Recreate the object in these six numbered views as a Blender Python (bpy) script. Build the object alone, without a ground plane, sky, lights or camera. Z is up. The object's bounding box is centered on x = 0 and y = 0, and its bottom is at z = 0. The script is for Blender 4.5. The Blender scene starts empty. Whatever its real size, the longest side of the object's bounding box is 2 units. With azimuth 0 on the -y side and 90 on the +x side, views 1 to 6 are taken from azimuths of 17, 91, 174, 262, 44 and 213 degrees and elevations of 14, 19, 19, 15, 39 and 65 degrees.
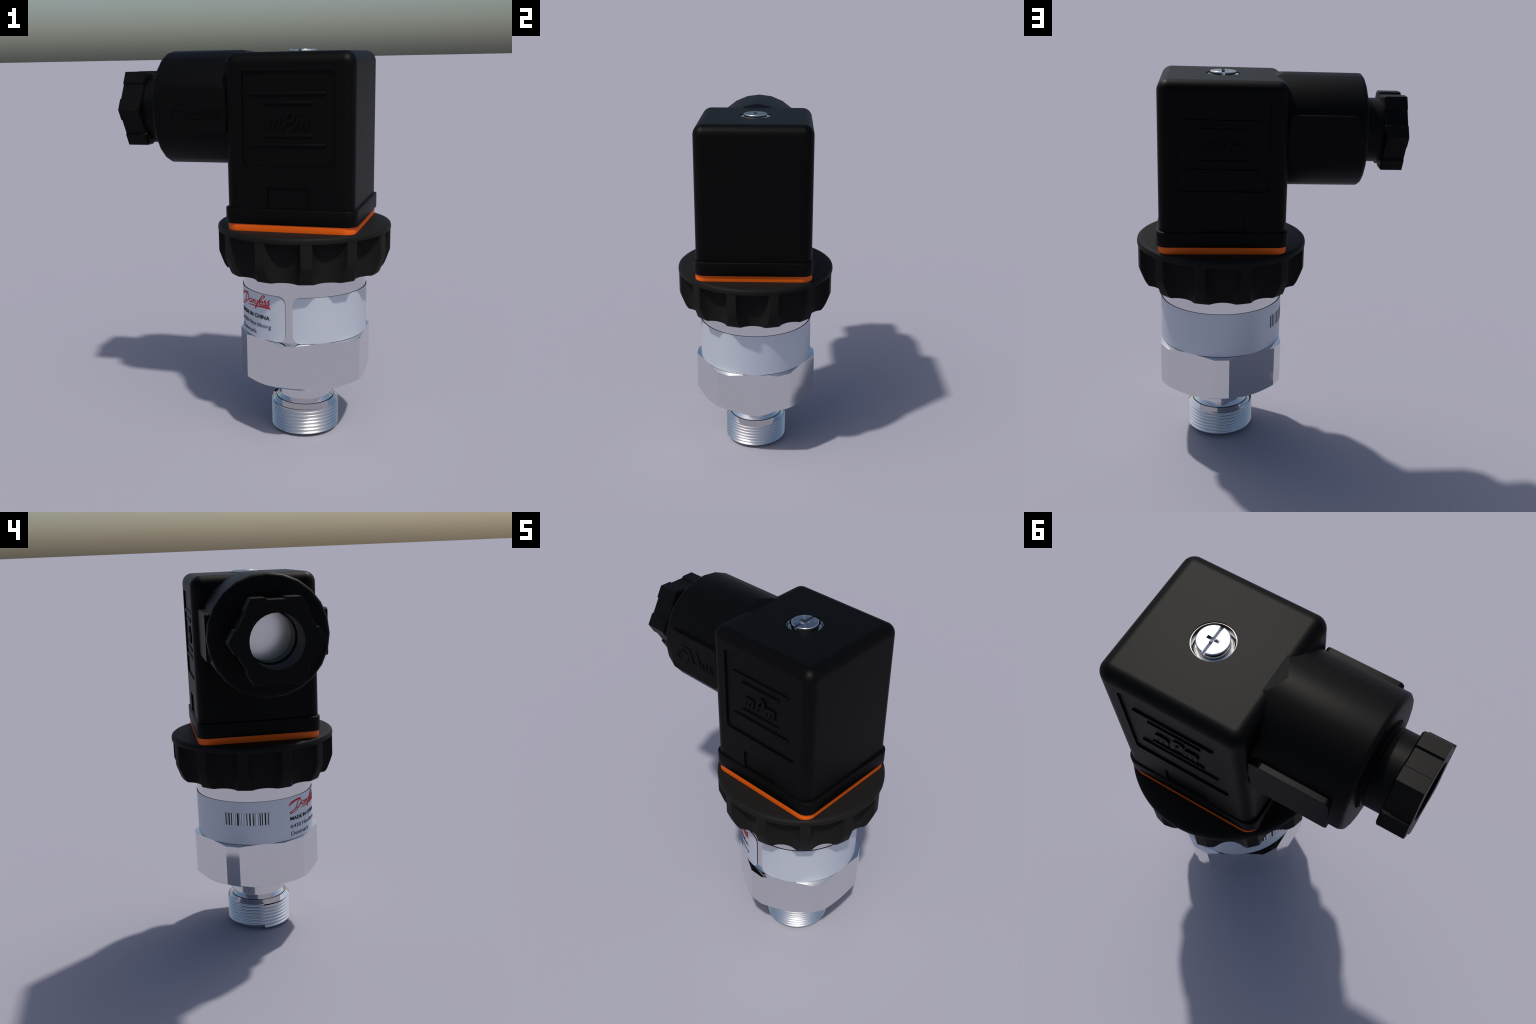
# Industrial pressure transmitter: threaded steel connector, hexagon, steel body with
# wrap-around label, black union nut, orange gasket and black angled cable plug.
import bpy, bmesh, math
from math import sin, cos, pi, radians, sqrt, asin, hypot
from mathutils import Vector, Matrix

AX = 0.238            # x of the vertical axis
CYL_Z = 1.7125        # height of the horizontal cable axis

# ------------------------------------------------------------------ materials
def new_mat(name):
    m = bpy.data.materials.new(name)
    m.use_nodes = True
    nt = m.node_tree
    return m, nt, nt.nodes["Principled BSDF"]

def set_in(b, **kw):
    for k, v in kw.items():
        b.inputs[k.replace("_", " ")].default_value = v

def grain(nt, bsdf, scale, strength, dist=0.002):
    tc = nt.nodes.new("ShaderNodeTexCoord")
    nz = nt.nodes.new("ShaderNodeTexNoise")
    nz.inputs["Scale"].default_value = scale
    nz.inputs["Detail"].default_value = 2
    bp = nt.nodes.new("ShaderNodeBump")
    bp.inputs["Strength"].default_value = strength
    bp.inputs["Distance"].default_value = dist
    nt.links.new(tc.outputs["Object"], nz.inputs["Vector"])
    nt.links.new(nz.outputs["Fac"], bp.inputs["Height"])
    nt.links.new(bp.outputs["Normal"], bsdf.inputs["Normal"])
    return tc, nz

def tint(nt, bsdf, a, b, scale):
    """base colour wandering slightly between a and b"""
    tc = nt.nodes.new("ShaderNodeTexCoord")
    nz = nt.nodes.new("ShaderNodeTexNoise")
    nz.inputs["Scale"].default_value = scale
    rp = nt.nodes.new("ShaderNodeValToRGB")
    rp.color_ramp.elements[0].color = (*a, 1)
    rp.color_ramp.elements[1].color = (*b, 1)
    nt.links.new(tc.outputs["Object"], nz.inputs["Vector"])
    nt.links.new(nz.outputs["Fac"], rp.inputs["Fac"])
    nt.links.new(rp.outputs["Color"], bsdf.inputs["Base Color"])

def plastic(name, col, rough, spec=0.5):
    m, nt, b = new_mat(name)
    tint(nt, b, tuple(c * 0.96 for c in col), tuple(c * 1.04 for c in col), 6)
    set_in(b, Roughness=rough, Specular_IOR_Level=spec)
    return m

def metal(name, col, rough):
    m, nt, b = new_mat(name)
    tint(nt, b, tuple(c * 0.99 for c in col), tuple(c * 1.01 for c in col), 4)
    set_in(b, Metallic=1.0, Roughness=rough)
    return m

M_STEEL = metal("polished_steel", (0.755, 0.755, 0.755), 0.06)
M_THREAD = metal("thread_steel", (0.755, 0.755, 0.755), 0.18)
M_SCREW = metal("screw_steel", (0.76, 0.76, 0.76), 0.10)
M_BLACK = plastic("black_plug_plastic", (0.0009, 0.0009, 0.0009), 0.49, 0.088)
M_RING = plastic("black_nut_plastic", (0.0098, 0.0094, 0.0090), 0.55, 0.06)
M_GLAND = plastic("black_gland_plastic", (0.0014, 0.0014, 0.0014), 0.47, 0.10)
M_ORANGE = plastic("orange_rubber", (0.75, 0.110, 0.003), 0.55, 0.25)
M_INK = plastic("black_ink", (0.006, 0.006, 0.007), 0.6, 0.2)
M_RED = plastic("red_ink", (0.52, 0.010, 0.014), 0.6, 0.2)
M_WHITE = plastic("white_ink", (0.80, 0.80, 0.82), 0.6, 0.2)
M_EDGE = plastic("label_edge_black", (0.004, 0.004, 0.004), 0.6, 0.2)
def label_mat():
    m, nt, b = new_mat("silver_label_foil")
    tint(nt, b, (0.525, 0.568, 0.64), (0.535, 0.578, 0.65), 5)
    set_in(b, Metallic=0.45, Roughness=0.42)
    return m
M_LABEL = label_mat()
M_CAP = metal("blind_cap_metal", (0.74, 0.74, 0.75), 0.23)

# ------------------------------------------------------------------ helpers
COL = bpy.context.scene.collection

def finish(name, me, mats, parent=None, angle=35, kind=None):
    if not isinstance(mats, (list, tuple)):
        mats = [mats]
    for m in mats:
        me.materials.append(m)
    me.validate()
    for p in me.polygons:
        p.use_smooth = True
    me.set_sharp_from_angle(angle=radians(angle))
    ob = bpy.data.objects.new(name, me)
    COL.objects.link(ob)
    ob.parent = parent
    if kind:
        ob["kind"] = kind
    return ob

def mesh_of(verts, faces, fix=True):
    me = bpy.data.meshes.new("m")
    me.from_pydata([tuple(v) for v in verts], [], faces)
    if fix:
        bm = bmesh.new(); bm.from_mesh(me)
        bmesh.ops.remove_doubles(bm, verts=bm.verts, dist=1e-6)
        bmesh.ops.recalc_face_normals(bm, faces=bm.faces)
        bm.to_mesh(me); bm.free()
    me.update()
    return me

def lathe(profile, n, place, phase=0.0, closed=False):
    """revolve (r, h) profile; place(r, angle, h) -> xyz.  r == 0 ends are closed by the pole."""
    V, F = [], []
    m = len(profile)
    for i in range(n):
        a = phase + 2 * pi * i / n
        for r, h in profile:
            V.append(place(r, a, h))
    for i in range(n):
        j = (i + 1) % n
        for k in range(m if closed else m - 1):
            l = (k + 1) % m
            F.append((i * m + k, j * m + k, j * m + l, i * m + l))
    me = mesh_of(V, F)
    bm = bmesh.new(); bm.from_mesh(me)
    bmesh.ops.dissolve_degenerate(bm, dist=1e-7, edges=bm.edges)
    bmesh.ops.recalc_face_normals(bm, faces=bm.faces)
    bm.to_mesh(me); bm.free()
    return me

def upright(r, a, h):            # revolve about the vertical body axis
    return (AX + r * cos(a), r * sin(a), h)

def lying(r, a, h):              # revolve about the cable axis (along x)
    return (h, r * sin(a), CYL_Z + r * cos(a))

def arc(cx, cy, r, a0, a1, n):
    return [(cx + r * cos(radians(a0 + (a1 - a0) * i / n)),
             cy + r * sin(radians(a0 + (a1 - a0) * i / n))) for i in range(n + 1)]

def round_rect(hx, hy, r, n=8, cx=0.0, cy=0.0):
    pts = []
    for sx, sy, a in ((1, 1, 0), (-1, 1, 90), (-1, -1, 180), (1, -1, 270)):
        pts += arc(cx + sx * (hx - r), cy + sy * (hy - r), r, a, a + 90, n)
    return pts

def prism(outline, levels, place):
    """stack of outlines: levels = [(offset, h)], outline(offset) -> 2d points; ends capped"""
    V, F = [], []
    rings = []
    for off, h in levels:
        pts = outline(off)
        rings.append(range(len(V), len(V) + len(pts)))
        V += [place(x, y, h) for x, y in pts]
    n = len(rings[0])
    for a, b in zip(rings, rings[1:]):
        for i in range(n):
            j = (i + 1) % n
            F.append((a[i], a[j], b[j], b[i]))
    F.append(tuple(reversed(rings[0])))
    F.append(tuple(rings[-1]))
    return mesh_of(V, F)

def apply_mods(ob):
    dg = bpy.context.evaluated_depsgraph_get()
    me = bpy.data.meshes.new_from_object(ob.evaluated_get(dg))
    ob.modifiers.clear()
    old = ob.data
    ob.data = me
    bpy.data.meshes.remove(old)

def cut(ob, cutters):
    for c in cutters:
        tmp = bpy.data.objects.new("cutter", c)
        COL.objects.link(tmp)
        md = ob.modifiers.new("cut", "BOOLEAN")
        md.operation = "DIFFERENCE"; md.solver = "EXACT"; md.object = tmp
        bpy.context.view_layer.update()
        apply_mods(ob)
        bpy.data.objects.remove(tmp)

def smooth(ob, angle=35):
    for p in ob.data.polygons:
        p.use_smooth = True
    ob.data.set_sharp_from_angle(angle=radians(angle))

def weighted(ob):
    md = ob.modifiers.new("wn", "WEIGHTED_NORMAL")
    md.keep_sharp = True
    bpy.context.view_layer.update()
    apply_mods(ob)

def catmull(P, sub=8):
    if len(P) < 3:
        return P
    Q = [P[0]] + list(P) + [P[-1]]
    out = []
    for i in range(1, len(Q) - 2):
        p0, p1, p2, p3 = Q[i - 1], Q[i], Q[i + 1], Q[i + 2]
        for k in range(sub):
            t = k / sub
            out.append(tuple(0.5 * (2 * b + (c - a) * t + (2 * a - 5 * b + 4 * c - d) * t * t
                                    + (3 * b - a - 3 * c + d) * t ** 3)
                             for a, b, c, d in zip(p0, p1, p2, p3)))
    out.append(tuple(P[-1]))
    return out

def strokes(paths, place, h0, h1, sub=8, step=0.0001, drift=0.0):
    """raised pen strokes. path = list of (u, v, width); the prism runs from h0 up to h1."""
    V, F = [], []
    for s, path in enumerate(paths):
        P = catmull(path, sub)
        n = len(P)
        L, R = [], []
        for i, (u, v, w) in enumerate(P):
            a = P[max(i - 1, 0)]; b = P[min(i + 1, n - 1)]
            du, dv = b[0] - a[0], b[1] - a[1]
            l = hypot(du, dv) or 1
            nx, ny = -dv / l * w / 2, du / l * w / 2
            L.append((u + nx, v + ny)); R.append((u - nx, v - ny))
        b0 = len(V)
        for i in range(n):
            top = h1 + s * step + drift * i / n
            V += [place(*L[i], h0), place(*L[i], top), place(*R[i], top), place(*R[i], h0)]
        for i in range(n - 1):
            k = b0 + 4 * i
            for e in range(3):
                F.append((k + e, k + e + 1, k + 5 + e, k + 4 + e))
        F.append((b0, b0 + 3, b0 + 2, b0 + 1))
        k = b0 + 4 * (n - 1)
        F.append((k, k + 1, k + 2, k + 3))
    return mesh_of(V, F)

# ------------------------------------------------------------------ root
root = bpy.data.objects.new("pressure_transmitter", None)
COL.objects.link(root)
root.location = (0, 0, 0)
root["label"] = "steel pressure sensor with black angled plug and orange gasket"
root["category"] = "pressure sensor"

# ------------------------------------------------------------------ hexagon, neck and thread
HEX_A, HEX_B = 0.3215, 0.3490          # across flats / across blunted corners (halves)
HEX_BOT = 0.345
def hex_outline():
    tw = lambda b: (b - HEX_A * cos(pi / 6)) / sin(pi / 6)      # reach of a flat toward a corner
    corner = [HEX_B, HEX_B, HEX_B, 0.3310, HEX_B, HEX_B]        # corners at 30, 90, ... degrees; one is cut deeper
    pts = []
    for k in range(6):
        a = k * pi / 3
        lo, hi = -tw(corner[k - 1]), tw(corner[k])
        for i in range(13):
            s = lo + (hi - lo) * i / 12
            pts.append((HEX_A * cos(a) - s * sin(a), HEX_A * sin(a) + s * cos(a)))
        p, a2 = pts[-1], a + pi / 3
        q = (HEX_A * cos(a2) + hi * sin(a2), HEX_A * sin(a2) - hi * cos(a2))
        for i in range(1, 4):
            f = i / 4
            pts.append((p[0] + (q[0] - p[0]) * f, p[1] + (q[1] - p[1]) * f))
    return pts
def hex_mesh():
    out = hex_outline()
    n = len(out)
    V, F = [], []
    zt = lambda r: 0.5632 + 0.25 * (0.351 - r)
    zb = lambda r: 0.3435 - 0.64 * (0.351 - r)
    rings = []
    def ring(fn):
        rings.append(len(V))
        for x, y in out:
            V.append(fn(x, y))
    ring(lambda x, y: (AX + x * 0.40, y * 0.40, 0.3240))
    ring(lambda x, y: (AX + x / hypot(x, y) * 0.320, y / hypot(x, y) * 0.320, 0.3240))
    ring(lambda x, y: (AX + x, y, zb(hypot(x, y))))
    ring(lambda x, y: (AX + x, y, zt(hypot(x, y))))
    ring(lambda x, y: (AX + x / hypot(x, y) * 0.312, y / hypot(x, y) * 0.312, zt(0.312)))
    for a, b in zip(rings, rings[1:]):
        for i in range(n):
            j = (i + 1) % n
            F.append((a + i, a + j, b + j, b + i))
    return mesh_of(V, F)
hexagon = finish("hexagon", hex_mesh(), M_STEEL, root, 8)

neck_profile = [(0.139, 0.350), (0.139, 0.2035), (0.1395, 0.2005), (0.1410, 0.1982),
     (0.1535, 0.1800), (0.1535, 0.160), (0.1575, 0.160),
     (0.1575, 0.1770), (0.1785, 0.1560), (0.1700, 0.1500), (0.165, 0.148),
     (0.165, 0.020), (0.152, 0.012), (0.150, 0.0), (0.0, 0.0)]
neck = finish("threaded_neck", lathe(neck_profile, 96, upright), M_STEEL, hexagon, 20)

def thread_mesh():
    """helical ridges: broad upper flank, narrow lower flank, normals leaning like a rounded tooth"""
    pitch, turns, n = 0.0198, 7.0, 96
    z0, start = 0.0185, radians(181)
    # r, offset in pitches, lean of the normal above the horizon (degrees)
    upper = [(0.1760, 0.50, 58), (0.1780, 0.25, 50), (0.1796, 0.0, 41), (0.1804, -0.22, 30)]
    lower = [(0.1804, -0.22, -10), (0.1796, -0.36, -35), (0.1760, -0.50, -45)]
    V, F, N = [], [], []
    tot = int(turns * n)
    m = len(upper) + len(lower)
    for i in range(tot + 1):
        a = start + 2 * pi * i / n
        zc = z0 + pitch * i / n
        for r, f, lean in upper + lower:
            V.append(upright(r, a, zc + f * pitch))
            c, s_ = cos(radians(lean)), sin(radians(lean))
            N.append((c * cos(a), c * sin(a), s_))
    for i in range(tot):
        for k in range(m - 1):
            if k == len(upper) - 1:
                continue
            F.append((i * m + k + 1, (i + 1) * m + k + 1, (i + 1) * m + k, i * m + k))
    # blunt ends of the ridge
    for i in (0, tot):
        b = len(V)
        a = start + 2 * pi * i / n
        zc = z0 + pitch * i / n
        ends = [(r, f) for r, f, _ in upper + lower[1:]] + [(0.160, -0.5), (0.160, 0.5)]
        sgn = -1 if i == 0 else 1
        for r, f in ends:
            V.append(upright(r, a, zc + f * pitch))
            N.append((-sin(a) * sgn, cos(a) * sgn, 0))
        idx = list(range(b, b + len(ends)))
        F.append(tuple(idx if sgn > 0 else reversed(idx)))
    me = mesh_of(V, F, fix=False)
    return me, N
tm, tn = thread_mesh()
thread = finish("screw_thread", tm, M_THREAD, hexagon, 180)
thread.data.normals_split_custom_set_from_vertices(tn)

# ------------------------------------------------------------------ steel body and label
R_BODY, R_LABEL = 0.3213, 0.3246
body = finish("steel_body", lathe([(R_BODY, 0.560), (R_BODY, 1.02), (0.25, 1.02)], 128, upright),
              M_STEEL, root)

def label_mesh():
    a0, a1 = 273.5, 626.6
    zl, zh, rc = 0.5715, 0.8095, 0.042
    rcd = math.degrees(rc / R_LABEL)
    cols = []
    nc = 12
    for i in range(nc + 1):
        cols.append(a0 + rcd * (1 - cos(pi / 2 * i / nc)))
    k = 170
    for i in range(1, k):
        cols.append(a0 + rcd + (a1 - a0 - 2 * rcd) * i / k)
    for i in range(nc + 1):
        cols.append(a1 - rcd * (1 - sin(pi / 2 * i / nc)))
    V, F, mi = [], [], []
    for a in cols:
        d = min(a - a0, a1 - a)
        ins = 0.0
        if d < rcd:
            q = 1 - d / rcd
            ins = rc * (1 - sqrt(max(0, 1 - q * q)))
        ins = min(ins, rc * 0.999)
        for r in (R_BODY + 0.0005, R_LABEL):
            for z in (zl + ins, zh - ins):
                V.append(upright(r, radians(a), z))
    n = len(cols)
    for i in range(n - 1):
        b, c = 4 * i, 4 * i + 4
        F.append((b + 2, c + 2, c + 3, b + 3)); mi.append(0)     # face
        F.append((b + 3, c + 3, c + 1, b + 1)); mi.append(1)     # upper rim
        F.append((b, c, c + 2, b + 2)); mi.append(1)             # lower rim
    F.append((0, 2, 3, 1)); mi.append(1)
    b = 4 * (n - 1)
    F.append((b + 1, b + 3, b + 2, b)); mi.append(1)
    me = mesh_of(V, F, fix=False)
    for p, m in zip(me.polygons, mi):
        p.material_index = m
    return me
label = finish("wrap_label", label_mesh(), [M_LABEL, M_EDGE], root, 40)

def on_label(s, z, h):           # s in degrees round the body
    a = radians(s)
    return upright(R_LABEL + h, a, z)

def label_text(name, body_txt, s0, s1, z0, cap, mat, bold):
    cu = bpy.data.curves.new(name, "FONT")
    cu.body = body_txt
    cu.size = 1.0
    cu.offset = bold
    cu.resolution_u = 6
    tmp = bpy.data.objects.new("tmp_text", cu)
    COL.objects.link(tmp)
    bpy.context.view_layer.update()
    dg = bpy.context.evaluated_depsgraph_get()
    me = bpy.data.meshes.new_from_object(tmp.evaluated_get(dg))
    bpy.data.objects.remove(tmp)
    xs = [v.co.x for v in me.vertices]
    lo, hi = min(xs), max(xs)
    capu = 0.70
    bm = bmesh.new(); bm.from_mesh(me)
    bmesh.ops.triangulate(bm, faces=bm.faces)
    # flat glyphs: split the long triangles so they follow the cylinder
    for v in bm.verts:
        s = s0 + (v.co.x - lo) / (hi - lo) * (s1 - s0)
        z = z0 + v.co.y / capu * cap
        v.co = on_label(s, z, 0.0012)
    bm.to_mesh(me); bm.free()
    me.materials.clear()
    # let the glyph sheet have a little body
    ob = finish(name, me, mat, label, 30)
    md = ob.modifiers.new("t", "SOLIDIFY"); md.thickness = 0.0008; md.offset = 0
    bpy.context.view_layer.update()
    apply_mods(ob)
    return ob
label_text("origin_lettering", "MADE IN CHINA", 207.2, 251.5, 0.6785, 0.0195, M_INK, 0.018)
label_text("address_lettering", "6430 Nordborg", 207.5, 252.8, 0.6335, 0.0215, M_INK, -0.012)
label_text("address_lettering", "Denmark", 207.8, 235.3, 0.5915, 0.0225, M_INK, -0.012)

DEG = 1 / (R_LABEL * pi / 180)   # metres -> degrees on the label
def on_label_m(u, z, h):         # u in metres round the body
    return on_label(u * DEG, z, h)
def script(pts):
    return [(a / DEG, z, w * 1.12) for a, z, w in pts]
W = 0.0042
logo = [
    # capital D: flag, bowl with loop, stem
    [(205.8, 0.7640, .004), (209.5, 0.7765, .0095), (214.5, 0.7860, .0085), (219.0, 0.7890, .0070), (221.8, 0.7925, .0035)],
    [(219.2, 0.7885, .004), (222.2, 0.7790, .0058), (222.4, 0.7640, .0050), (219.5, 0.7450, .0036), (214.5, 0.7270, .0032),
     (209.0, 0.7185, .0045), (207.4, 0.7215, .0050), (210.0, 0.7310, .0032), (215.0, 0.7400, .0026), (219.5, 0.7475, .0024), (223.4, 0.7560, .0020)],
    [(219.0, 0.7880, .005), (217.4, 0.7680, .0042), (215.3, 0.7480, .0036), (213.0, 0.7330, .0022)],
    # a
    [(228.6, 0.7655, W), (225.8, 0.7650, W), (224.0, 0.7560, W), (224.6, 0.7470, W), (226.6, 0.7475, W), (228.4, 0.7570, .003), (229.0, 0.7665, W)],
    [(229.0, 0.7665, W), (228.2, 0.7520, W), (229.3, 0.7470, .003), (230.6, 0.7530, .0025)],
    # n
    [(231.0, 0.7670, W), (230.2, 0.7465, .0050)],
    [(230.5, 0.7550, .003), (232.4, 0.7660, W), (233.7, 0.7660, .0050), (233.2, 0.7530, .0050), (234.3, 0.7480, .003), (236.2, 0.7560, .0025)],
    # f
    [(236.2, 0.7560, .0025), (239.8, 0.7690, .0028), (243.6, 0.7840, .0030), (245.9, 0.7955, .0036), (245.4, 0.8010, .0040), (243.7, 0.7990, .0040),
     (241.0, 0.7830, .0042), (237.8, 0.7580, .0052), (235.6, 0.7390, .0060), (233.8, 0.7240, .0060)],
    [(235.8, 0.7650, .003), (237.6, 0.7660, .0030), (239.8, 0.7670, .003)],
    # o
    [(242.4, 0.7700, .005), (240.4, 0.7640, .0055), (239.8, 0.7540, .0050), (241.2, 0.7490, .0045), (242.9, 0.7560, .005), (243.3, 0.7670, .0050), (242.4, 0.7710, .0045)],
    [(243.0, 0.7690, .003), (244.2, 0.7665, .003), (245.8, 0.7700, .003)],
    # s s
    [(247.2, 0.7805, .004), (246.0, 0.7720, .0050), (246.9, 0.7640, .0056), (246.9, 0.7550, .0056), (245.2, 0.7510, .0055), (244.2, 0.7550, .0045)],
    [(246.6, 0.7660, .003), (248.2, 0.7680, .003), (249.6, 0.7720, .003)],
    [(251.8, 0.7835, .004), (250.0, 0.7740, .0050), (250.7, 0.7660, .0058), (250.5, 0.7560, .0058), (248.8, 0.7530, .0055), (247.9, 0.7570, .0045)],
    # underline, thickening to the right
    [(222.2, 0.7330, .0014), (230.0, 0.7365, .0034), (238.0, 0.7400, .0052), (246.0, 0.7425, .0068), (252.0, 0.7430, .0085)],
    [(251.2, 0.7400, .002), (252.8, 0.7385, .0008)],
]
finish("script_logo", strokes([script(p) for p in logo], on_label_m, 0.0003, 0.0010, sub=6, step=0.00006, drift=0.0004),
       M_RED, label, 30)

# barcode: white patch with black bars (width, gap) in tenths of a degree
BARS = [(10, 6), (3, 12), (14, 13), (10, 17), (3, 13), (4, 13), (17, 9), (4, 13), (4, 14), (2, 8), (3, 17),
        (9, 18), (13, 19), (10, 7), (3, 6), (3, 20), (4, 12), (10, 11), (10, 17), (13, 8), (2, 9), (8, 0)]
tot = sum(a + b for a, b in BARS)
def patch(s0, s1, z0, z1, h, seg):
    V, F = [], []
    for i in range(seg + 1):
        s = s0 + (s1 - s0) * i / seg
        for z, hh in ((z0, 0.0002), (z0, h), (z1, h), (z1, 0.0002)):
            V.append(on_label(s, z, hh))
    for i in range(seg):
        for e in range(3):
            k = 4 * i
            F.append((k + e, k + 4 + e, k + 5 + e, k + 1 + e))
    F.append((0, 1, 2, 3)); k = 4 * seg; F.append((k + 3, k + 2, k + 1, k))
    return V, F
BS0, BS1, BZ0, BZ1 = 142.5, 184.6, 0.6795, 0.7470
V, F = patch(BS0, BS1, BZ0, BZ1, 0.0006, 40)
finish("barcode_patch", mesh_of(V, F), M_WHITE, label, 30)
V, F = [], []
s = BS0
for w, g in BARS:
    v, f = patch(s, s + w * (BS1 - BS0) / tot, BZ0 - 0.0004, BZ1 + 0.0004, 0.0012, 3)
    F += [tuple(i + len(V) for i in q) for q in f]
    V += v
    s += (w + g) * (BS1 - BS0) / tot
finish("barcode_bars", mesh_of(V, F), M_INK, label, 30, "stuff")

# ------------------------------------------------------------------ union nut (black grip ring)
def grip_mesh():
    n = 12 * 90
    C, RHO = 0.4722, 0.0962                           # each hollow is a cylinder cut
    def scallop(a):
        f = (a + pi / 12) % (pi / 6) - pi / 12        # angle from the hollow's centre
        q = C * sin(f)
        if abs(q) >= RHO * 0.999:
            return 9.0
        return C * cos(f) - sqrt(RHO ** 2 - q ** 2)
    def land(z):
        t = max(0.988 - z, 0) / 0.091                 # lobes draw in toward the bottom
        low = max(0.918 - z, 0) / 0.021               # and round under at the lip
        return 0.4442 - 0.0345 * t ** 1.1 - 0.0060 * low ** 2
    def smin(a, b, k):
        h = max(k - abs(a - b), 0) / k
        return min(a, b) - h * h * k / 4
    levels = []                                       # (r fn, z)
    for r, z in ((0.20, 1.1355), (0.418, 1.1355), (0.430, 1.1348), (0.4380, 1.1322), (0.4435, 1.1270),
                 (0.4452, 1.1205), (0.4458, 1.1150), (0.4457, 1.1080), (0.4450, 1.1040)):
        levels.append((lambda a, r=r: r, z))
    zs = [1.1025, 1.1010, 1.0995, 1.0975, 1.0950, 1.0915, 1.087, 1.08, 1.06, 1.03, 1.0, 0.990, 0.985, 0.980,
          0.965, 0.95, 0.935, 0.92, 0.91, 0.903, 0.900]
    for z in zs:
        t = min(max((1.1030 - z) / 0.016, 0), 1)
        g = sqrt(1 - (1 - t) ** 2)                    # rounded roof of each hollow
        def fn(a, z=z, g=g):
            l = land(z)
            s_ = min(scallop(a), l + 0.02)
            full = smin(l, s_, 0.006)
            return 0.4445 + (full - 0.4445) * g if z > 1.08 else full
        levels.append((fn, z))
    low = levels[-1][0]
    levels.append((lambda a: low(a) - 0.0012, 0.8976))
    levels.append((lambda a: low(a) - 0.0045, 0.8968))
    levels.append((lambda a: 0.330, 0.8968))
    levels.append((lambda a: 0.330, 1.00))
    V, F = [], []
    for fn, z in levels:
        for i in range(n):
            a = 2 * pi * i / n
            V.append(upright(fn(a), a, z))
    for k in range(len(levels) - 1):
        for i in range(n):
            j = (i + 1) % n
            F.append((k * n + i, k * n + j, (k + 1) * n + j, (k + 1) * n + i))
    return mesh_of(V, F)
finish("union_nut", grip_mesh(), M_RING, root, 70)

# ------------------------------------------------------------------ gasket, plug base
def flat_place(cx):
    return lambda x, y, h: (cx + x, y, h)
BX = 0.2395
gasket = finish("gasket", prism(lambda o: round_rect(0.3210 - o, 0.3210 - o, 0.060 - o, 10),
                [(0.004, 1.120), (0.0, 1.130), (0.0, 1.174)], flat_place(BX)), M_ORANGE, root, 40)
base = finish("plug_base", prism(lambda o: round_rect(0.3300 - o, 0.3245 - o, 0.058 - o, 12),
              [(0.003, 1.1700), (0.0008, 1.1712), (0.0, 1.1735), (0.0, 1.2425), (0.0008, 1.2450), (0.003, 1.2465)],
              flat_place(BX)), M_BLACK, root, 60)

# ------------------------------------------------------------------ plug housing (rounded cube)
HXB, HYB, TOP, RB = 0.3165, 0.3170, 1.9850, 0.055
def housing_levels():
    lv = [(0.0, 1.240), (0.0, TOP - RB)]
    for i in range(1, 11):
        a = pi / 2 * i / 10
        lv.append((RB * (1 - cos(a)), TOP - RB + RB * sin(a)))
    return lv
def housing_outline(o):
    r = max(RB - o, 0.0004)
    return round_rect(HXB - o, HYB - o, r, 10)
housing = finish("plug_housing", prism(housing_outline, housing_levels(), flat_place(BX)), M_BLACK, root, 50)

POCKET = 0.0092
def side_prism(pts, y0, y1, bevel=0.0):
    V = [(x, y0, z) for x, z in pts] + [(x, y1, z) for x, z in pts]
    n = len(pts)
    F = [(i, (i + 1) % n, n + (i + 1) % n, n + i) for i in range(n)]
    F += [tuple(reversed(range(n))), tuple(range(n, 2 * n))]
    return mesh_of(V, F)
cutters = []
for sgn in (-1, 1):
    floor = sgn * (HYB - POCKET)
    cutters.append(side_prism(round_rect(0.2250, 0.2225, 0.016, 5, 0.2400, 1.6755), floor, sgn * 0.36))
    cutters.append(side_prism(round_rect(0.1060, 0.080, 0.002, 2, 0.2390, 1.2730), floor, sgn * 0.36))
# screw well in the roof
well = lathe([(0.0, 1.90), (0.0865, 1.90), (0.0865, 2.05), (0.0, 2.05)], 48, upright)
cutters.append(well)
cut(housing, cutters)
smooth(housing, 40)
weighted(housing)

# raised ribs and letters inside the side panels
def on_side(sgn):
    return lambda u, z, h: (0.2395 - sgn * u, sgn * (HYB - POCKET + h), z)   # u reads left to right
def rib_mesh(half, sgn):
    place = on_side(sgn)
    V, F = [], []
    hw, ht, r = 0.0078, 0.0086, 0.004
    sec = [(-hw, -0.002), (-hw, ht - r)] + \
          [(-hw + r * (1 - cos(radians(a))), ht - r + r * sin(radians(a))) for a in (30, 60, 90)] + \
          [(hw - r * (1 - cos(radians(a))), ht - r + r * sin(radians(a))) for a in (90, 60, 30)] + \
          [(hw, ht - r), (hw, -0.002)]
    n = len(sec)
    ends = [(-half, 0.45), (-half + 0.004, 0.9), (-half + 0.008, 1.0), (half - 0.008, 1.0), (half - 0.004, 0.9), (half, 0.45)]
    for u, k in ends:
        for v, h in sec:
            V.append(place(u, v * k, h if h < 0 else h * (0.6 + 0.4 * k)))
    for i in range(len(ends) - 1):
        for j in range(n - 1):
            F.append((i * n + j, i * n + j + 1, (i + 1) * n + j + 1, (i + 1) * n + j))
    F.append(tuple(range(n))); F.append(tuple(reversed(range((len(ends) - 1) * n, len(ends) * n))))
    return mesh_of(V, F)
WL = 0.0165
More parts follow.
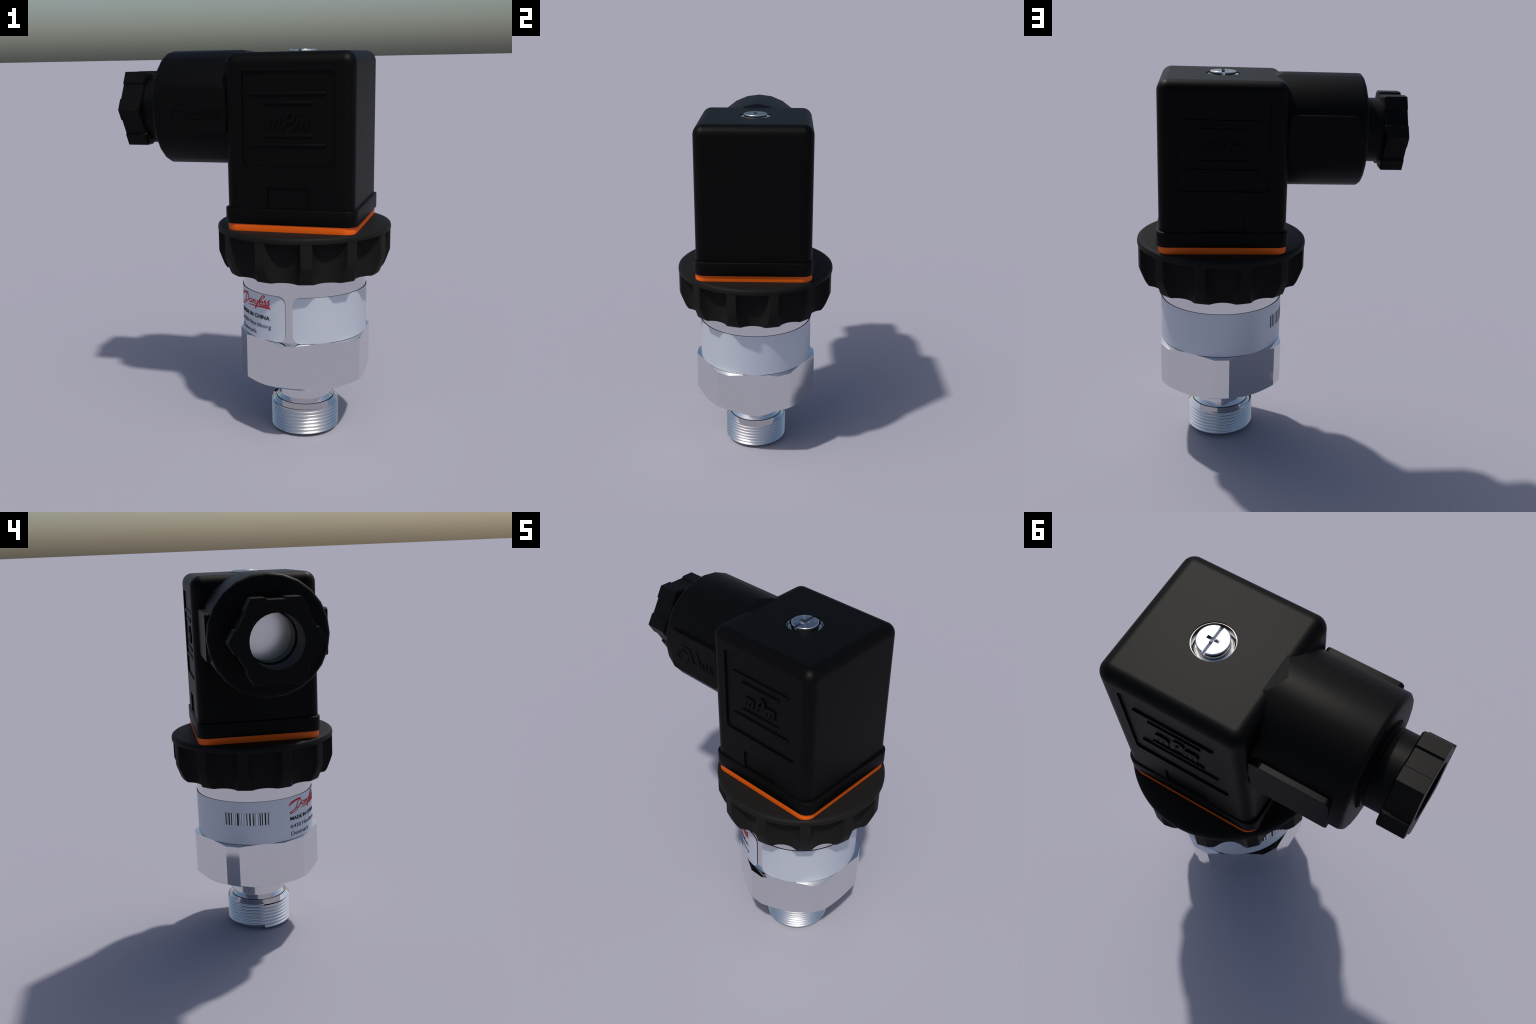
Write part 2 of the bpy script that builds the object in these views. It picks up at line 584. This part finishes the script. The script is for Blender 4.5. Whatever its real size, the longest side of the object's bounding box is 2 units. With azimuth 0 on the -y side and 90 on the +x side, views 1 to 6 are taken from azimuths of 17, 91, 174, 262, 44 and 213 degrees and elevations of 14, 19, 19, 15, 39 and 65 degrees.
def m_letter(x):
    q = [[(0.006, 1.638), (0.0145, 1.672), (0.018, 1.6835)],
         [(0.0125, 1.664), (0.021, 1.677), (0.031, 1.6805), (0.0375, 1.673), (0.0345, 1.660), (0.0295, 1.638)],
         [(0.0375, 1.664), (0.0455, 1.677), (0.0555, 1.6795), (0.0625, 1.671), (0.0595, 1.660), (0.0540, 1.638)]]
    return [[(x + u, v, WL) for u, v in p] for p in q]
def word():
    P = m_letter(0.136 - 0.2395)
    P += [[(0.219 - 0.2395, 1.637, .015), (0.226 - 0.2395, 1.665, .017), (0.234 - 0.2395, 1.692, .018), (0.246 - 0.2395, 1.7085, .018),
           (0.260 - 0.2395, 1.709, .018), (0.269 - 0.2395, 1.696, .018), (0.265 - 0.2395, 1.678, .018),
           (0.252 - 0.2395, 1.667, .017), (0.236 - 0.2395, 1.665, .013)]]
    P += m_letter(0.272 - 0.2395)
    return P
for sgn in (-1, 1):
    meshes = {}
    for half, z in ((0.1795, 1.7950), (0.1200, 1.7525), (0.1200, 1.5995), (0.1795, 1.5555)):
        if half not in meshes:
            me = rib_mesh(half, sgn)
            meshes[half] = me
            ob = finish("rib", me, M_BLACK, housing, 40)
        else:
            ob = bpy.data.objects.new("rib", meshes[half])
            COL.objects.link(ob); ob.parent = housing
        ob.location = (0, 0, z)
    finish("raised_letters", strokes(word(), on_side(sgn), -0.002, 0.0082, sub=6, step=0.00015), M_BLACK, housing, 30)

# ------------------------------------------------------------------ screw in the roof
sleeve = finish("screw_sleeve", lathe([(0.0868, 1.9800), (0.0835, 1.9795), (0.0790, 1.9640), (0.0755, 1.9480),
                (0.0700, 1.9440), (0.0500, 1.9440), (0.0, 1.9440)], 48, upright), M_SCREW, root, 40)
screw = finish("screw", lathe([(0.0, 1.935), (0.0655, 1.935), (0.0655, 1.9890)] +
               arc(0.0605, 1.9925, 0.005, 0, 90, 4) + [(0.0, 1.9985)], 64, upright), M_SCREW, root, 30)
sw = 0.0078
def vee(half, length, z, deep, across):
    """slot cutter with a vee bottom"""
    sec = [(-half, 2.02), (-half, z), (0.0, z - deep), (half, z), (half, 2.02)]
    V = []
    for e in (-length, length):
        V += [(AX + (e if across else u), (u if across else e), h) for u, h in sec]
    F = [(i, (i + 1) % 5, 5 + (i + 1) % 5, 5 + i) for i in range(5)] + [(4, 3, 2, 1, 0), (5, 6, 7, 8, 9)]
    return mesh_of(V, F)
cut(screw, [vee(sw, 0.08, 1.984, 0.005, False), vee(sw, 0.027, 1.980, 0.006, True),
            lathe([(0.0, 1.962), (0.002, 1.963), (0.012, 1.985), (0.012, 2.02), (0.0, 2.02)], 16, upright)])
smooth(screw, 30)
# screw steel darkened on the slot faces to paint in the recess's shade
m_slot = metal("shade_darkened_slot_steel", (0.34, 0.36, 0.40), 0.30)
screw.data.materials.append(m_slot)
for p in screw.data.polygons:
    c = p.center
    if 1.955 < c.z < 1.9980 and hypot(c.x - AX, c.y) < 0.060:
        p.material_index = 1

# ------------------------------------------------------------------ cable entry (horizontal barrel)
RC = 0.2868
fr = 0.022
barrel_profile = [(0.0, 0.05), (RC, 0.05), (RC, -0.446)] + \
    [(RC - fr * (1 - cos(radians(a))), -0.446 - fr * sin(radians(a))) for a in (18, 36, 54, 72, 90)] + \
    [(0.186, -0.468), (0.185, -0.461), (0.178, -0.461), (0.177, -0.484), (0.170, -0.487), (0.126, -0.487),
     (0.126, -0.06), (0.0, -0.06)]
barrel = finish("cable_entry", lathe(barrel_profile, 24, lying), M_BLACK, root, 50)
bm = bmesh.new(); bm.from_mesh(barrel.data)
rr = bmesh.ops.bisect_plane(bm, geom=bm.verts[:] + bm.edges[:] + bm.faces[:], plane_co=(-0.018, 0, 1.9842),
                           plane_no=Vector((0.0148, 0, 0.058)).normalized(), clear_outer=True)
ed = [e for e in rr["geom_cut"] if isinstance(e, bmesh.types.BMEdge)]
bmesh.ops.contextual_create(bm, geom=ed)
bmesh.ops.recalc_face_normals(bm, faces=bm.faces)
bm.to_mesh(barrel.data); bm.free()
smooth(barrel, 28)
for e in barrel.data.edges:                       # crisp outline round the slanted cut
    a, b = (barrel.data.vertices[i].co for i in e.key)
    n = Vector((0.0148, 0, 0.058)).normalized()
    if all(abs((v - Vector((-0.018, 0, 1.9842))).dot(n)) < 1e-5 for v in (a, b)):
        e.use_edge_sharp = True

YP = 0.2876
for sgn in (-1, 1):
    pts = round_rect(0.1665, 0.1110, 0.020, 6, -0.2445, 1.7155)
    def plate_level(y, o):
        return [(x, y, z) for x, z in round_rect(0.1665 - o, 0.1110 - o, 0.020 - o, 6, -0.2445, 1.7155)]
    V, F, k = [], [], len(pts)
    lv = [(0.20, 0.0), (YP - 0.0012, 0.0), (YP, 0.0012)]
    for y, o in lv:
        V += plate_level(sgn * y, o)
    for a in range(len(lv) - 1):
        for i in range(k):
            j = (i + 1) % k
            F.append((a * k + i, a * k + j, (a + 1) * k + j, (a + 1) * k + i))
    F += [tuple(range(k)), tuple(range(2 * k, 3 * k))]
    finish("side_plate", mesh_of(V, F), M_BLACK, barrel, 30)

def on_plate(u, z, h):
    return (u, -(YP + h), z)
def L(pts, w):
    return [(u, z, w) for u, z in pts]
approval = [
    L([(-0.336, 1.712), (-0.346, 1.7175), (-0.359, 1.714), (-0.366, 1.698), (-0.360, 1.682), (-0.347, 1.677), (-0.336, 1.683)], 0.0085),
    L([(-0.268, 1.754), (-0.302, 1.754)], 0.015), L([(-0.300, 1.754), (-0.322, 1.7535), (-0.331, 1.742), (-0.324, 1.7275), (-0.306, 1.7235), (-0.272, 1.722)], 0.013),
    L([(-0.282, 1.722), (-0.304, 1.670)], 0.018),
    L([(-0.277, 1.7605), (-0.251, 1.682)], 0.018), L([(-0.256, 1.685), (-0.196, 1.685)], 0.017),
    L([(-0.225, 1.7620), (-0.196, 1.679)], 0.021),
    L([(-0.1780, 1.718), (-0.1775, 1.690), (-0.173, 1.680), (-0.164, 1.677), (-0.155, 1.681), (-0.151, 1.692), (-0.1505, 1.718)], 0.0085),
    L([(-0.107, 1.709), (-0.114, 1.716), (-0.125, 1.716), (-0.131, 1.708), (-0.125, 1.700), (-0.113, 1.695), (-0.107, 1.687),
       (-0.114, 1.678), (-0.126, 1.678), (-0.133, 1.685)], 0.0085),
]
finish("approval_mark", strokes(approval, on_plate, -0.002, 0.0030, sub=6, step=0.0001), M_BLACK, barrel, 30)

# ------------------------------------------------------------------ gland nut
RH = 0.2165
def nut_outline(o):
    corners = [((RH - o) * cos(k * pi / 3), (RH - o) * sin(k * pi / 3)) for k in range(6)]
    pts = []
    for k in range(6):
        p, q = Vector(corners[k]), Vector(corners[(k + 1) % 6])
        nrm = -((p + q) / 2).normalized()
        d = nrm * 0.0088
        for t, inn in ((0, 0), (0.285, 0), (0.315, 1), (0.685, 1), (0.715, 0)):
            v = p.lerp(q, t) + (d if inn else Vector((0, 0)))
            pts.append((v.x, v.y))
    return pts
def nut_place(y, z, h):
    return (h, y, CYL_Z + z)
nut = finish("gland_nut", prism(nut_outline, [(0.010, -0.5660), (0.0, -0.5725), (0.0, -0.6812), (0.0015, -0.6825)], nut_place),
             M_GLAND, root, 25)
cut(nut, [lathe([(0.0, -0.50), (0.123, -0.50), (0.123, -0.72), (0.0, -0.72)], 32, lying)])
smooth(nut, 25)
gneck = finish("gland_neck", lathe([(0.163, -0.480), (0.163, -0.575), (0.1232, -0.575), (0.1232, -0.484), (0.1165, -0.482), (0.1165, -0.470)],
                                   32, lying), M_GLAND, nut, 40)
tube = finish("bore_liner", lathe([(0.1165, -0.480), (0.1165, -0.379)], 48, lying), M_GLAND, nut, 60)
cap = finish("blind_cap", lathe([(0.1200, -0.380), (0.0, -0.380)], 48, lying), M_CAP, nut, 20)
